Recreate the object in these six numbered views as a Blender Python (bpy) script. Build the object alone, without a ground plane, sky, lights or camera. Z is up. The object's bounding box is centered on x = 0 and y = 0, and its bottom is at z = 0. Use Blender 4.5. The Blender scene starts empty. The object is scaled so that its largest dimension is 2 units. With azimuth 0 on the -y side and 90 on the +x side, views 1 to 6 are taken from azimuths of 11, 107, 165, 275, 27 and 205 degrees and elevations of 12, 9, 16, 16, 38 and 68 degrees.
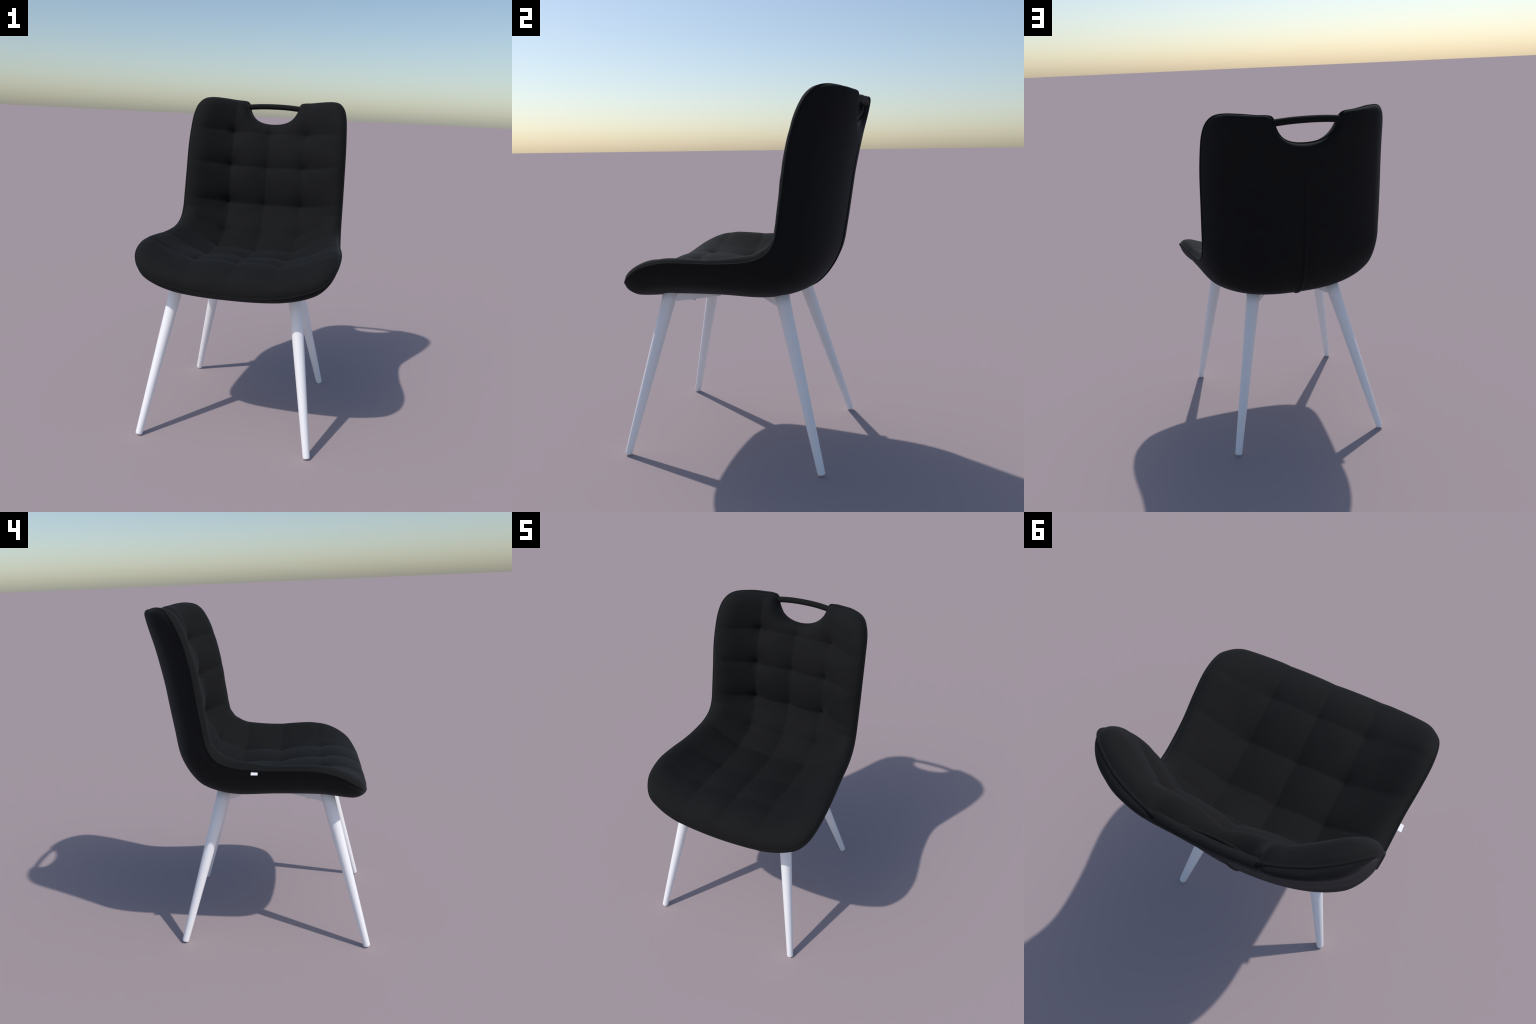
"""Upholstered dining chair: black quilted bucket seat on four tapered white legs."""
import bpy, math
import numpy as np
from mathutils import Vector, Matrix

# ------------------------------------------------------------------ materials
def new_material(name):
    m = bpy.data.materials.new(name)
    m.use_nodes = True
    nt = m.node_tree
    return m, nt, nt.nodes["Principled BSDF"]

def fabric_material(name, dark, light, rough=0.85, bump=0.05):
    m, nt, bsdf = new_material(name)
    tc = nt.nodes.new("ShaderNodeTexCoord")
    n1 = nt.nodes.new("ShaderNodeTexNoise"); n1.inputs["Scale"].default_value = 9.0
    n1.inputs["Detail"].default_value = 6.0
    n2 = nt.nodes.new("ShaderNodeTexNoise"); n2.inputs["Scale"].default_value = 420.0
    n2.inputs["Detail"].default_value = 2.0
    mix = nt.nodes.new("ShaderNodeMath"); mix.operation = "MULTIPLY_ADD"
    mix.inputs[1].default_value = 0.35
    nt.links.new(tc.outputs["Object"], n1.inputs["Vector"])
    nt.links.new(tc.outputs["Object"], n2.inputs["Vector"])
    nt.links.new(n2.outputs["Fac"], mix.inputs[0])
    half = nt.nodes.new("ShaderNodeMath"); half.operation = "MULTIPLY"; half.inputs[1].default_value = 0.65
    nt.links.new(n1.outputs["Fac"], half.inputs[0])
    nt.links.new(half.outputs[0], mix.inputs[2])
    ramp = nt.nodes.new("ShaderNodeValToRGB")
    ramp.color_ramp.elements[0].position = 0.3; ramp.color_ramp.elements[0].color = (*dark, 1)
    ramp.color_ramp.elements[1].position = 0.7; ramp.color_ramp.elements[1].color = (*light, 1)
    nt.links.new(mix.outputs[0], ramp.inputs["Fac"])
    nt.links.new(ramp.outputs["Color"], bsdf.inputs["Base Color"])
    bsdf.inputs["Roughness"].default_value = rough
    bsdf.inputs["Specular IOR Level"].default_value = 0.16
    bsdf.inputs["Sheen Weight"].default_value = 0.04
    bsdf.inputs["Sheen Roughness"].default_value = 0.4
    bsdf.inputs["Sheen Tint"].default_value = (0.9, 0.95, 1.0, 1)
    bp = nt.nodes.new("ShaderNodeBump"); bp.inputs["Strength"].default_value = bump
    bp.inputs["Distance"].default_value = 0.002
    nt.links.new(n2.outputs["Fac"], bp.inputs["Height"])
    nt.links.new(bp.outputs["Normal"], bsdf.inputs["Normal"])
    return m

def plain_material(name, col, rough, spec=0.5, metallic=0.0):
    m, nt, bsdf = new_material(name)
    tc = nt.nodes.new("ShaderNodeTexCoord")
    n1 = nt.nodes.new("ShaderNodeTexNoise"); n1.inputs["Scale"].default_value = 12.0
    ramp = nt.nodes.new("ShaderNodeValToRGB")
    ramp.color_ramp.elements[0].color = (*[c * 0.985 for c in col], 1)
    ramp.color_ramp.elements[1].color = (*col, 1)
    nt.links.new(tc.outputs["Object"], n1.inputs["Vector"])
    nt.links.new(n1.outputs["Fac"], ramp.inputs["Fac"])
    nt.links.new(ramp.outputs["Color"], bsdf.inputs["Base Color"])
    bsdf.inputs["Roughness"].default_value = rough
    bsdf.inputs["Specular IOR Level"].default_value = spec
    bsdf.inputs["Metallic"].default_value = metallic
    return m

FABRIC = fabric_material("black_velvet", (0.0076, 0.0078, 0.0080), (0.0092, 0.0094, 0.0096))
PIPING = fabric_material("black_piping", (0.0076, 0.0078, 0.0080), (0.0092, 0.0094, 0.0096))
WHITE = plain_material("white_lacquer", (0.95, 0.95, 0.965), 0.45)
TAG = plain_material("white_tag_cloth", (0.95, 0.95, 0.965), 0.8, 0.2)
STEEL = plain_material("bolt_steel", (0.55, 0.55, 0.57), 0.35, 0.5, 0.8)

# ------------------------------------------------------------------ mesh helpers
def mesh_object(name, verts, faces, material, parent=None, smooth=True):
    me = bpy.data.meshes.new(name)
    me.from_pydata([tuple(map(float, v)) for v in verts], [], [tuple(map(int, f)) for f in faces])
    me.update()
    if smooth:
        me.shade_smooth()
    me.materials.append(material)
    ob = bpy.data.objects.new(name, me)
    bpy.context.scene.collection.objects.link(ob)
    ob.parent = parent
    return ob

def catmull(P, n):
    """dense Catmull-Rom curve through the rows of P"""
    P = np.asarray(P, float)
    Q = np.vstack([2 * P[0] - P[1], P, 2 * P[-1] - P[-2]])
    out = []
    for i in range(1, len(Q) - 2):
        a, b, c, d = Q[i - 1:i + 3]
        for t in np.arange(n) / n:
            out.append(.5 * (2 * b + (c - a) * t + (2 * a - 5 * b + 4 * c - d) * t * t + (3 * b - a - 3 * c + d) * t ** 3))
    out.append(Q[-2])
    return np.array(out)

def smooth_poly(P, it):
    P = P.copy()
    for _ in range(it):
        P[1:-1] = .25 * P[:-2] + .5 * P[1:-1] + .25 * P[2:]
    return P

def resample(P, n=None, ts=None):
    L = np.r_[0, np.cumsum(np.linalg.norm(np.diff(P, axis=0), axis=1))]
    if ts is None:
        ts = np.linspace(0, 1, n)
    ts = np.asarray(ts) * L[-1]
    return np.stack([np.interp(ts, L, P[:, k]) for k in range(P.shape[1])], 1)

def sweep(path, radii, seg=14, flat=1.0, up=(0, 0, 1), closed=False):
    """tube of (possibly flattened) round section along a path"""
    path = np.asarray(path, float); n = len(path)
    if closed:
        T = np.roll(path, -1, 0) - np.roll(path, 1, 0)
    else:
        T = np.gradient(path, axis=0)
    T /= np.linalg.norm(T, axis=1)[:, None]
    V, F = [], []
    side = np.cross(T[0], up)
    if np.linalg.norm(side) < 1e-3:
        side = np.cross(T[0], (1, 0, 0))
    for i in range(n):
        side = side - T[i] * (side @ T[i]); side /= np.linalg.norm(side)
        nor = np.cross(side, T[i])
        r = radii if np.isscalar(radii) else radii[i]
        for k in range(seg):
            a = 2 * math.pi * k / seg
            V.append(path[i] + r * (math.cos(a) * side + flat * math.sin(a) * nor))
    m = n if closed else n - 1
    for i in range(m):
        for k in range(seg):
            a, b = i * seg + k, i * seg + (k + 1) % seg
            c, d = ((i + 1) % n) * seg + (k + 1) % seg, ((i + 1) % n) * seg + k
            F.append((a, b, c, d))
    if not closed:
        F.append(tuple(range(seg))[::-1]); F.append(tuple((n - 1) * seg + k for k in range(seg)))
    return V, F

# ------------------------------------------------------------------ bucket design
# Stations run from the front lip over the seat, round the bend, up the back.
# front: quilt valley on the centre line (y, z);  back: shell on the centre line (y, z)
# side: seam position at the flank (x, y, z);     pf / pb: how the section rises towards the flank
ST = [
    # front           back             side                     pf   pb   hc(cushion roll height)
    ((-.635, 0.972), (-.635, 0.872), (.600, -.635, 0.985), 3.0, (2.4, 1.7), .034),
    ((-.500, 1.020), (-.500, 0.867), (.598, -.490, 1.062), 3.2, (2.4, 2.1), .037),
    ((-.360, 1.024), (-.350, 0.876), (.591, -.340, 1.115), 3.6, (2.35, 2.1), .037),
    ((-.100, 1.000), (-.100, 0.880), (.566, -.100, 1.120), 3.5, (2.35, 2.2), .038),
    ((0.125, 0.998), (0.140, 0.874), (.549, 0.135, 1.135), 2.8, (2.4, 2.2), .046),
    ((0.254, 1.034), (0.317, 0.916), (.542, 0.215, 1.170), 2.6, (2.5, 2.1), .044),
    ((0.316, 1.090), (0.414, 0.989), (.539, 0.252, 1.205), 2.6, (2.4, 2.1), .036),
    ((0.396, 1.190), (0.492, 1.120), (.537, 0.276, 1.260), 2.7, (2.2, 2.05), .026),
    ((0.423, 1.295), (0.528, 1.286), (.535, 0.288, 1.340), 2.5, (2.0, 1.82), .024),
    ((0.438, 1.420), (0.549, 1.434), (.533, 0.306, 1.460), 2.3, (2.0, 1.82), .024),
    ((0.449, 1.540), (0.570, 1.579), (.530, 0.320, 1.580), 2.2, (2.0, 1.82), .024),
    ((0.512, 1.765), (0.605, 1.760), (.521, 0.360, 1.785), 2.2, (2.1, 1.82), .024),
    ((0.558, 1.900), (0.635, 1.900), (.512, 0.402, 1.905), 2.2, (2.4, 1.8), .024),
    ((0.600, 2.000), (0.655, 2.010), (.500, 0.450, 2.000), 2.1, (2.4, 1.8), .024),
]
tab = np.array([[*f, *b, *s, pf, *pb, hc] for f, b, s, pf, pb, hc in ST])
dense = smooth_poly(catmull(tab, 40), 30)
arc = np.r_[0, np.cumsum(np.linalg.norm(np.diff(dense[:, 0:2], axis=0), axis=1))]
VMAX = arc[-1]
def station(v):
    return [np.interp(v, arc, dense[:, k]) for k in range(dense.shape[1])]
def v_of_station(i):
    return arc[int(round(i * 40))]
tang = np.gradient(dense[:, 0:2], axis=0); tang /= np.linalg.norm(tang, axis=1)[:, None]
prof_n = smooth_poly(np.stack([-tang[:, 1], tang[:, 0]], 1), 20)   # towards the sitter
def front_base(x, v):
    """cushion skin before quilting (y, z), flank lifted by the roll height"""
    fy, fz, by, bz, sx, sy, sz, pf, pa, pb, hc = station(v)
    ny, nz = np.interp(v, arc, prof_n[:, 0]), np.interp(v, arc, prof_n[:, 1])
    q = np.abs(x) / sx
    w = q ** pf
    return np.stack([x, fy + (sy + ny * hc - fy) * w, fz + (sz + nz * hc - fz) * w], -1)
def back_base(x, v):
    fy, fz, by, bz, sx, sy, sz, pf, pa, pb, hc = station(v)
    w = 1 - (1 - np.minimum(np.abs(x) / sx, 1.0) ** pa) ** (1 / pb)      # superellipse section
    return np.stack([x, by + (sy - by) * w, bz + (sz - bz) * w], -1)
def front_normal(x, v):
    e = 1e-3
    dx = front_base(x + e, v) - front_base(x - e, v)
    dv = front_base(x, np.minimum(v + e, VMAX)) - front_base(x, np.maximum(v - e, 0))
    n = np.cross(dx, dv)
    return n / np.linalg.norm(n, axis=-1, keepdims=True)

# seam (rim) of the bucket, right half: front centre -> flank -> top -> handle notch
RIM_FRONT = [(0, -.624, .905), (.12, -.623, .908), (.25, -.619, .917), (.36, -.610, .937), (.45, -.594, .965)]
RIM_SIDE = [(.52, -.570, .998), (.565, -.520, 1.040), (.588, -.450, 1.085), (.592, -.330, 1.118), (.580, -.190, 1.122),
            (.562, -.041, 1.120), (.549, .130, 1.135), (.541, .225, 1.177), (.537, .270, 1.250), (.535, .290, 1.360),
            (.532, .310, 1.500), (.528, .332, 1.670), (.520, .365, 1.810), (.511, .396, 1.890), (.494, .428, 1.945)]
RIM_TOP = [(.462, .464, 1.981), (.415, .505, 1.993), (.345, .550, 1.990), (.265, .584, 1.981), (.215, .600, 1.978), (.190, .606, 1.972)]
NOTCH = [(.178, .606, 1.955), (.170, .601, 1.923), (.151, .592, 1.885), (.118, .577, 1.852), (.068, .566, 1.831), (0, .561, 1.824)]
rim_pts = RIM_FRONT + RIM_SIDE + RIM_TOP + NOTCH
rim = catmull(np.array([(-.12, -.623, .908)] + rim_pts + [(-.068, .566, 1.831)]), 24)[24:-24]
rim = smooth_poly(rim, 12)
rim = resample(rim, 900)
rim[0, 0] = rim[-1, 0] = 0
# seam in the flattened (x, v) pattern
vs = np.linspace(0, VMAX, 1500)
rim_uv = []
for p in rim:
    c = front_base(np.full_like(vs, p[0]), vs)
    nr = np.stack([np.interp(vs, arc, prof_n[:, 0]), np.interp(vs, arc, prof_n[:, 1])], 1)
    hc = station(vs)[10][:, None]
    dd = (c[:, 1:] - nr * hc - p[1:])
    tv = np.stack([np.interp(vs, arc, tang[:, 0]), np.interp(vs, arc, tang[:, 1])], 1)
    rim_uv.append((p[0], vs[(dd ** 2).sum(1).argmin()]))
rim_uv = np.array(rim_uv)
rim_uv[:, 1] = smooth_poly(rim_uv[:, 1:2], 25)[:, 0]

def nearest_rim(x, v, chunk=20000):
    X = np.stack([np.abs(x).ravel(), v.ravel()], 1); D = np.empty(len(X)); I = np.empty(len(X), int)
    for a in range(0, len(X), chunk):
        q = ((X[a:a + chunk, None, :] - rim_uv[None]) ** 2).sum(-1)
        I[a:a + chunk] = q.argmin(1); D[a:a + chunk] = np.sqrt(q.min(1))
    return D.reshape(x.shape), I.reshape(x.shape)

# pattern grid (right half) as a Coons patch between seam and centre line
i1 = np.argmin(np.linalg.norm(rim - np.array((.520, -.570, .998)), axis=1))
i2 = np.argmin(np.linalg.norm(rim - np.array((.470, .456, 1.973)), axis=1))
NU, NV = 130, 420
ease = lambda t, k: t + k * np.sin(2 * np.pi * t) / (2 * np.pi)      # k<0 : cluster at both ends
tu = np.linspace(0, 1, NU); tu = 1 - (1 - tu) ** 1.35                # finer at the flank
tv = ease(np.linspace(0, 1, NV), -0.0)
tv = np.linspace(0, 1, NV); tv = tv - 0.55 * np.sin(2 * np.pi * tv) / (2 * np.pi)
bot = resample(rim_uv[:i1 + 1], ts=tu)
sid = resample(rim_uv[i1:i2 + 1], ts=tv)
top = resample(rim_uv[i2:][::-1], ts=tu)
cen = np.stack([np.zeros(NV), bot[0, 1] + (top[0, 1] - bot[0, 1]) * tv], 1)
U = tu[None, :, None]; W = tv[:, None, None]
grid = ((1 - U) * cen[:, None] + U * sid[:, None] + (1 - W) * bot[None] + W * top[None]
        - ((1 - U) * (1 - W) * bot[0] + U * (1 - W) * bot[-1] + (1 - U) * W * top[0] + U * W * top[-1]))
for _ in range(60):                                                  # relax the inside
    g = grid.copy()
    g[1:-1, 1:-1] = .25 * (grid[:-2, 1:-1] + grid[2:, 1:-1] + grid[1:-1, :-2] + grid[1:-1, 2:])
    grid = g
gx, gv = grid[..., 0], grid[..., 1]
gd, gi = nearest_rim(gx, gv)
gd[0] = gd[-1] = 0; gd[:, -1] = 0

def roll(d, w):
    t = 1 - np.clip(d / w, 0, 1)
    return np.sqrt(np.maximum(0, 1 - t * t))

# quilting: three lengthwise seams, seven cross seams
QX = 0.252
QV = [np.interp(y, dense[:240, 0], arc[:240]) for y in (-.365, -.110, .130)]
QV += [np.interp(z, dense[200:, 1], arc[200:]) for z in (1.084, 1.284, 1.536, 1.762)]
edges = [QV[0] - .50] + QV + [QV[-1] + .46]
def quilt(x, v, d):
    ax = np.abs(x)
    inner = ax < QX
    tu_ = np.where(inner, ax / QX, np.clip((ax - QX) / 0.50, 0, 1))
    au = 4 * tu_ * (1 - tu_)
    av = np.zeros_like(x); dv = np.full_like(x, 9.)
    for a, b in zip(edges[:-1], edges[1:]):
        t = (v - a) / (b - a)
        av = np.where((t >= 0) & (t <= 1), 4 * t * (1 - t), av)
    pull = np.ones_like(x)                                               # every cross seam is drawn in a little differently
    for q, p in zip(QV, (.8, .95, .85, 1.0, 1.25, 1.1, 1.2)):
        near = np.abs(v - q) < dv
        dv = np.where(near, np.abs(v - q), dv); pull = np.where(near, p, pull)
    du = np.minimum(ax, np.abs(ax - QX))
    fade = np.clip((ax - 0.34) / 0.17, 0, 1); fade = fade * fade * (3 - 2 * fade)
    av = av + (1 - av) * fade
    soft = lambda a: (np.sqrt(a ** 1.5 + 0.012) - 0.1095) / 0.8965       # rounded crease
    au, av = soft(au), soft(av)
    seat = np.clip((QV[3] - v) / 0.25, 0, 1)                             # 1 on the seat, 0 on the back
    lip = np.clip((v - 0.02) / 0.26, 0, 1); lip = lip * lip * (3 - 2 * lip)
    outer = np.clip((ax - QX) / 0.12, 0, 1)
    rear = np.exp(-((v - QV[2] + 0.03) / 0.13) ** 2)
    amp = 1 + outer * (0.25 - 0.75 * seat + 0.6 * rear)
    puff = amp * ((0.007 - 0.003 * seat) * av + 0.009 * au + (0.010 - 0.002 * seat) * au * av)
    puff -= 0.005 * fade * np.exp(-(dv / 0.028) ** 2)                    # cross seams nick the lip
    deep = np.where(ax > QX * .5, 1.4, 0.9) * (1 - 0.4 * seat) * pull * np.where(x < 0, 1.12, 0.95)           # side tufts are pulled in deepest
    tuft = 0.021 * (1 - deep * np.exp(-(np.hypot(du, dv) / 0.046) ** 1.2))
    return (puff + tuft) * (0.45 + 0.55 * lip) * (1 - 0.0 * seat)

base = front_base(gx, gv)
nor = front_normal(gx, gv)
hc = station(gv)[10]
def blur(f, n, zone):
    for _ in range(n):
        m = f.copy()
        m[1:-1, 1:-1] = .2 * (f[1:-1, 1:-1] + f[:-2, 1:-1] + f[2:, 1:-1] + f[1:-1, :-2] + f[1:-1, 2:])
        m[1:-1, 0] = .5 * (f[1:-1, 0] + f[1:-1, 1])
        f = f * (1 - zone) + m * zone
    return f
zone = np.clip((gv - (QV[-1] + .02)) / 0.06, 0, 1) * (gx < 0.36)
zone = blur(zone.astype(float), 40, 1.0); zone[0] = zone[-1] = 0; zone[:, -1] = 0
g = blur(roll(gd, 0.075), 40, zone)
g12 = blur(roll(gd, 0.12), 60, zone)
rim_lift = np.maximum(g, 0)
# exact fit to the seam: residual at the seam, fading inwards
rb = front_base(rim_uv[:, 0], rim_uv[:, 1]); rn = front_normal(rim_uv[:, 0], rim_uv[:, 1])
rhc = station(rim_uv[:, 1])[10][:, None]
res = smooth_poly(rim - (rb - rn * rhc), 6)
def spread(field, keep, n=500):
    """carry seam values smoothly into the grid, fading with depth"""
    f = np.zeros(gd.shape + (3,))
    for _ in range(n):
        f[0], f[-1], f[:, -1] = field[gi[0]], field[gi[-1]], field[gi[:, -1]]
        m = .25 * (f[:-2, 1:-1] + f[2:, 1:-1] + f[1:-1, :-2] + f[1:-1, 2:])
        f[1:-1, 1:-1] = keep * m
        f[1:-1, 0] = f[1:-1, 1] * [0, 1, 1]
    return f
skin0 = base + spread(res, 0.9985)
front = skin0 + nor * (quilt(gx, gv, gd) * g12 - hc * (1 - g))[..., None]
front_left = skin0 + nor * (quilt(-gx - 1e-9, gv, gd) * g12 - hc * (1 - g))[..., None]
mid = skin0 - nor * hc[..., None]
bk = back_base(gx, gv)
gb = blur(roll(gd, 0.085 - 0.035 * zone), 25, zone)
fallb = np.clip(1 - gd / 0.10, 0, 1)[..., None]
back = mid + (bk - mid) * gb[..., None]
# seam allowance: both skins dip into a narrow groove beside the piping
for arr in (front, front_left, back):
    arr[0] = bnd0 = rim[np.array(gi[0])]
    arr[-1] = rim[np.array(gi[-1])]
    arr[:, -1] = rim[np.array(gi[:, -1])]

def skin_mesh(half, flip, left=None):
    """mirror the right half into a full skin"""
    R = half.copy(); R[:, 0, 0] = 0
    Lh = R if left is None else left
    full = np.concatenate([(Lh * [-1, 1, 1])[:, :0:-1], R], 1)
    h, w = full.shape[:2]
    idx = np.arange(h * w).reshape(h, w)
    F = np.stack([idx[:-1, :-1], idx[:-1, 1:], idx[1:, 1:], idx[1:, :-1]], -1).reshape(-1, 4)
    if flip:
        F = F[:, ::-1]
    return full.reshape(-1, 3), F

# ------------------------------------------------------------------ assemble
chair = bpy.data.objects.new("dining_chair", None)
bpy.context.scene.collection.objects.link(chair)
chair["label"] = "black quilted velvet dining chair with tapered white legs"
chair["category"] = "chair"

# one continuous padded skin, divided into seat and backrest at the cross seam in the bend
V, F = skin_mesh(front, False, front_left)
whole = mesh_object("whole_skin", V, F, FABRIC)
normals = np.empty(len(V) * 3, np.float32); whole.data.vertices.foreach_get("normal", normals)
normals = normals.reshape(-1, 3)
bpy.data.objects.remove(whole, do_unlink=True)
cols = 2 * NU - 1
split_row = int(np.abs(gv[:, 0] - QV[3]).argmin())
for name, r0, r1 in (("seat_cushion", 0, split_row), ("backrest_cushion", split_row, NV - 1)):
    lo, hi = r0 * cols, (r1 + 1) * cols
    part = mesh_object(name, V[lo:hi], F[r0 * (cols - 1):r1 * (cols - 1)] - lo, FABRIC, chair)
    part.data.normals_split_custom_set_from_vertices([tuple(map(float, n)) for n in normals[lo:hi]])
V, F = skin_mesh(back, True); shell = mesh_object("shell", V, F, FABRIC, chair)

full_rim = np.concatenate([rim, (rim * [-1, 1, 1])[::-1][1:-1]])
V, F = sweep(full_rim, 0.006, seg=10, closed=True)
mesh_object("piping", V, F, PIPING, chair)

# seam ridge down the middle of the back
bs = np.interp(1.715, dense[:, 3], arc)
be = np.interp(0.29, dense[:240, 2], arc[:240])
sv = np.linspace(bs, be, 90)
st = station(sv)
P = np.stack([np.zeros(90), st[2], st[3]], 1)
tt = np.linspace(0, 1, 90)
rad = 0.004 + 0.009 * np.clip(tt * 1.6, 0, 1) ** .8
V, F = sweep(P, rad, seg=14, flat=0.55)
mesh_object("back_seam", V, F, PIPING, shell)

# carrying handle between the two shoulders
hp = catmull(np.array([(-.205, .600, 1.940), (-.168, .606, 1.943), (-.09, .613, 1.949), (0, .615, 1.951), (.09, .613, 1.949), (.168, .606, 1.943), (.205, .600, 1.940)]), 10)
V, F = sweep(hp, 0.0185, seg=20)
mesh_object("handle", V, F, FABRIC, chair)

# ------------------------------------------------------------------ legs
def leg_mesh():
    """unit leg along +z, length 1, lathe of the taper with a rounded foot"""
    prof = [(0.0, .0), (.0155, .0), (.0185, .0015), (.0200, .005), (.0206, .012), (.0386, .90), (.0405, .99), (0, .99)]
    seg = 40; V, F = [], []
    for r, z in prof:
        for k in range(seg):
            a = 2 * math.pi * k / seg
            V.append((r * math.cos(a), r * math.sin(a), z))
    for i in range(len(prof) - 1):
        for k in range(seg):
            F.append((i * seg + k, i * seg + (k + 1) % seg, (i + 1) * seg + (k + 1) % seg, (i + 1) * seg + k))
    me = bpy.data.meshes.new("leg")
    me.from_pydata(V, [], F); me.update(); me.validate()
    me.shade_smooth()
    me.materials.append(WHITE)
    return me

leg_data = leg_mesh()
FEET = [((.503, -.612), (-.170, .244)), ((-.503, -.612), (.170, .244)), ((.457, .491), (-.229, -.293)), ((-.457, .491), (.227, -.293))]
for (fx, fy), (dx, dy) in FEET:
    leg = bpy.data.objects.new("leg", leg_data)
    bpy.context.scene.collection.objects.link(leg)
    leg.parent = chair
    axis = Vector((dx, dy, 1)).normalized()
    leg.rotation_mode = "QUATERNION"
    leg.rotation_quaternion = Vector((0, 0, 1)).rotation_difference(axis)
    leg.location = Vector((fx, fy, 0)) + axis * (.0155 * math.hypot(dx, dy))
    # gusset arm under the shell, from the leg towards the middle
    tx, ty = fx + dx * .85, fy + dy * .85
    front_leg = fy < 0
    cx, cy = (0.0, 0.13) if front_leg else (0.0, -0.09)
    L = math.hypot(cx - tx, cy - ty); ux, uy = (cx - tx) / L, (cy - ty) / L
    wx, wy = -uy, ux
    Vb, Fb = [], []
    sect = [(0.0, .865, .024), (0.15, .870, .022), (0.30, .876, .020)] if front_leg else [(0.0, .845, .026), (0.06, .850, .024), (0.17, .868, .022)]
    for s, zb, hw in sect:
        for side in (-1, 1):
            for z in (zb, .930):
                Vb.append((tx + ux * s + wx * hw * side, ty + uy * s + wy * hw * side, z))
    for i in range(len(sect) - 1):
        a, b = i * 4, (i + 1) * 4
        Fb += [(a, a + 2, b + 2, b), (a + 1, b + 1, b + 3, a + 3), (a, b, b + 1, a + 1), (a + 2, a + 3, b + 3, b + 2)]
    Fb += [(0, 1, 3, 2), (8, 10, 11, 9)]
    arm = mesh_object("gusset", Vb, Fb, WHITE, leg, smooth=False)
    arm.matrix_parent_inverse = (Matrix.Translation(leg.location) @ leg.rotation_quaternion.to_matrix().to_4x4()).inverted()
    bv = arm.modifiers.new("round", "BEVEL"); bv.width = .004; bv.segments = 3; bv.limit_method = "ANGLE"
    s, z = (.15, .870) if front_leg else (.09, .856)
    V, F = sweep([(tx + ux * s, ty + uy * s, z + .004), (tx + ux * s, ty + uy * s, z - .006), (tx + ux * s, ty + uy * s, z - .009)], [.011, .011, .007], seg=18, up=(1, 0, 0))
    bolt = mesh_object("bolt", V, F, STEEL, leg, smooth=False)
    bolt.matrix_parent_inverse = (Matrix.Translation(leg.location) @ leg.rotation_quaternion.to_matrix().to_4x4()).inverted()

# sewn-in tag on the flank
c = np.array((-.552, .012, 1.112)); o = np.array((-.030, 0, -.010)); w = np.array((0, .0185, .0005)); n = np.array((-.0004, 0, .0012))
V = [c + a * w + b * o + k * n for k in (-1, 1) for b in (0, 1) for a in (-1, 1)]
F = [(0, 1, 3, 2), (4, 6, 7, 5), (0, 4, 5, 1), (2, 3, 7, 6), (0, 2, 6, 4), (1, 5, 7, 3)]
mesh_object("tag", V, F, TAG, chair, smooth=False)
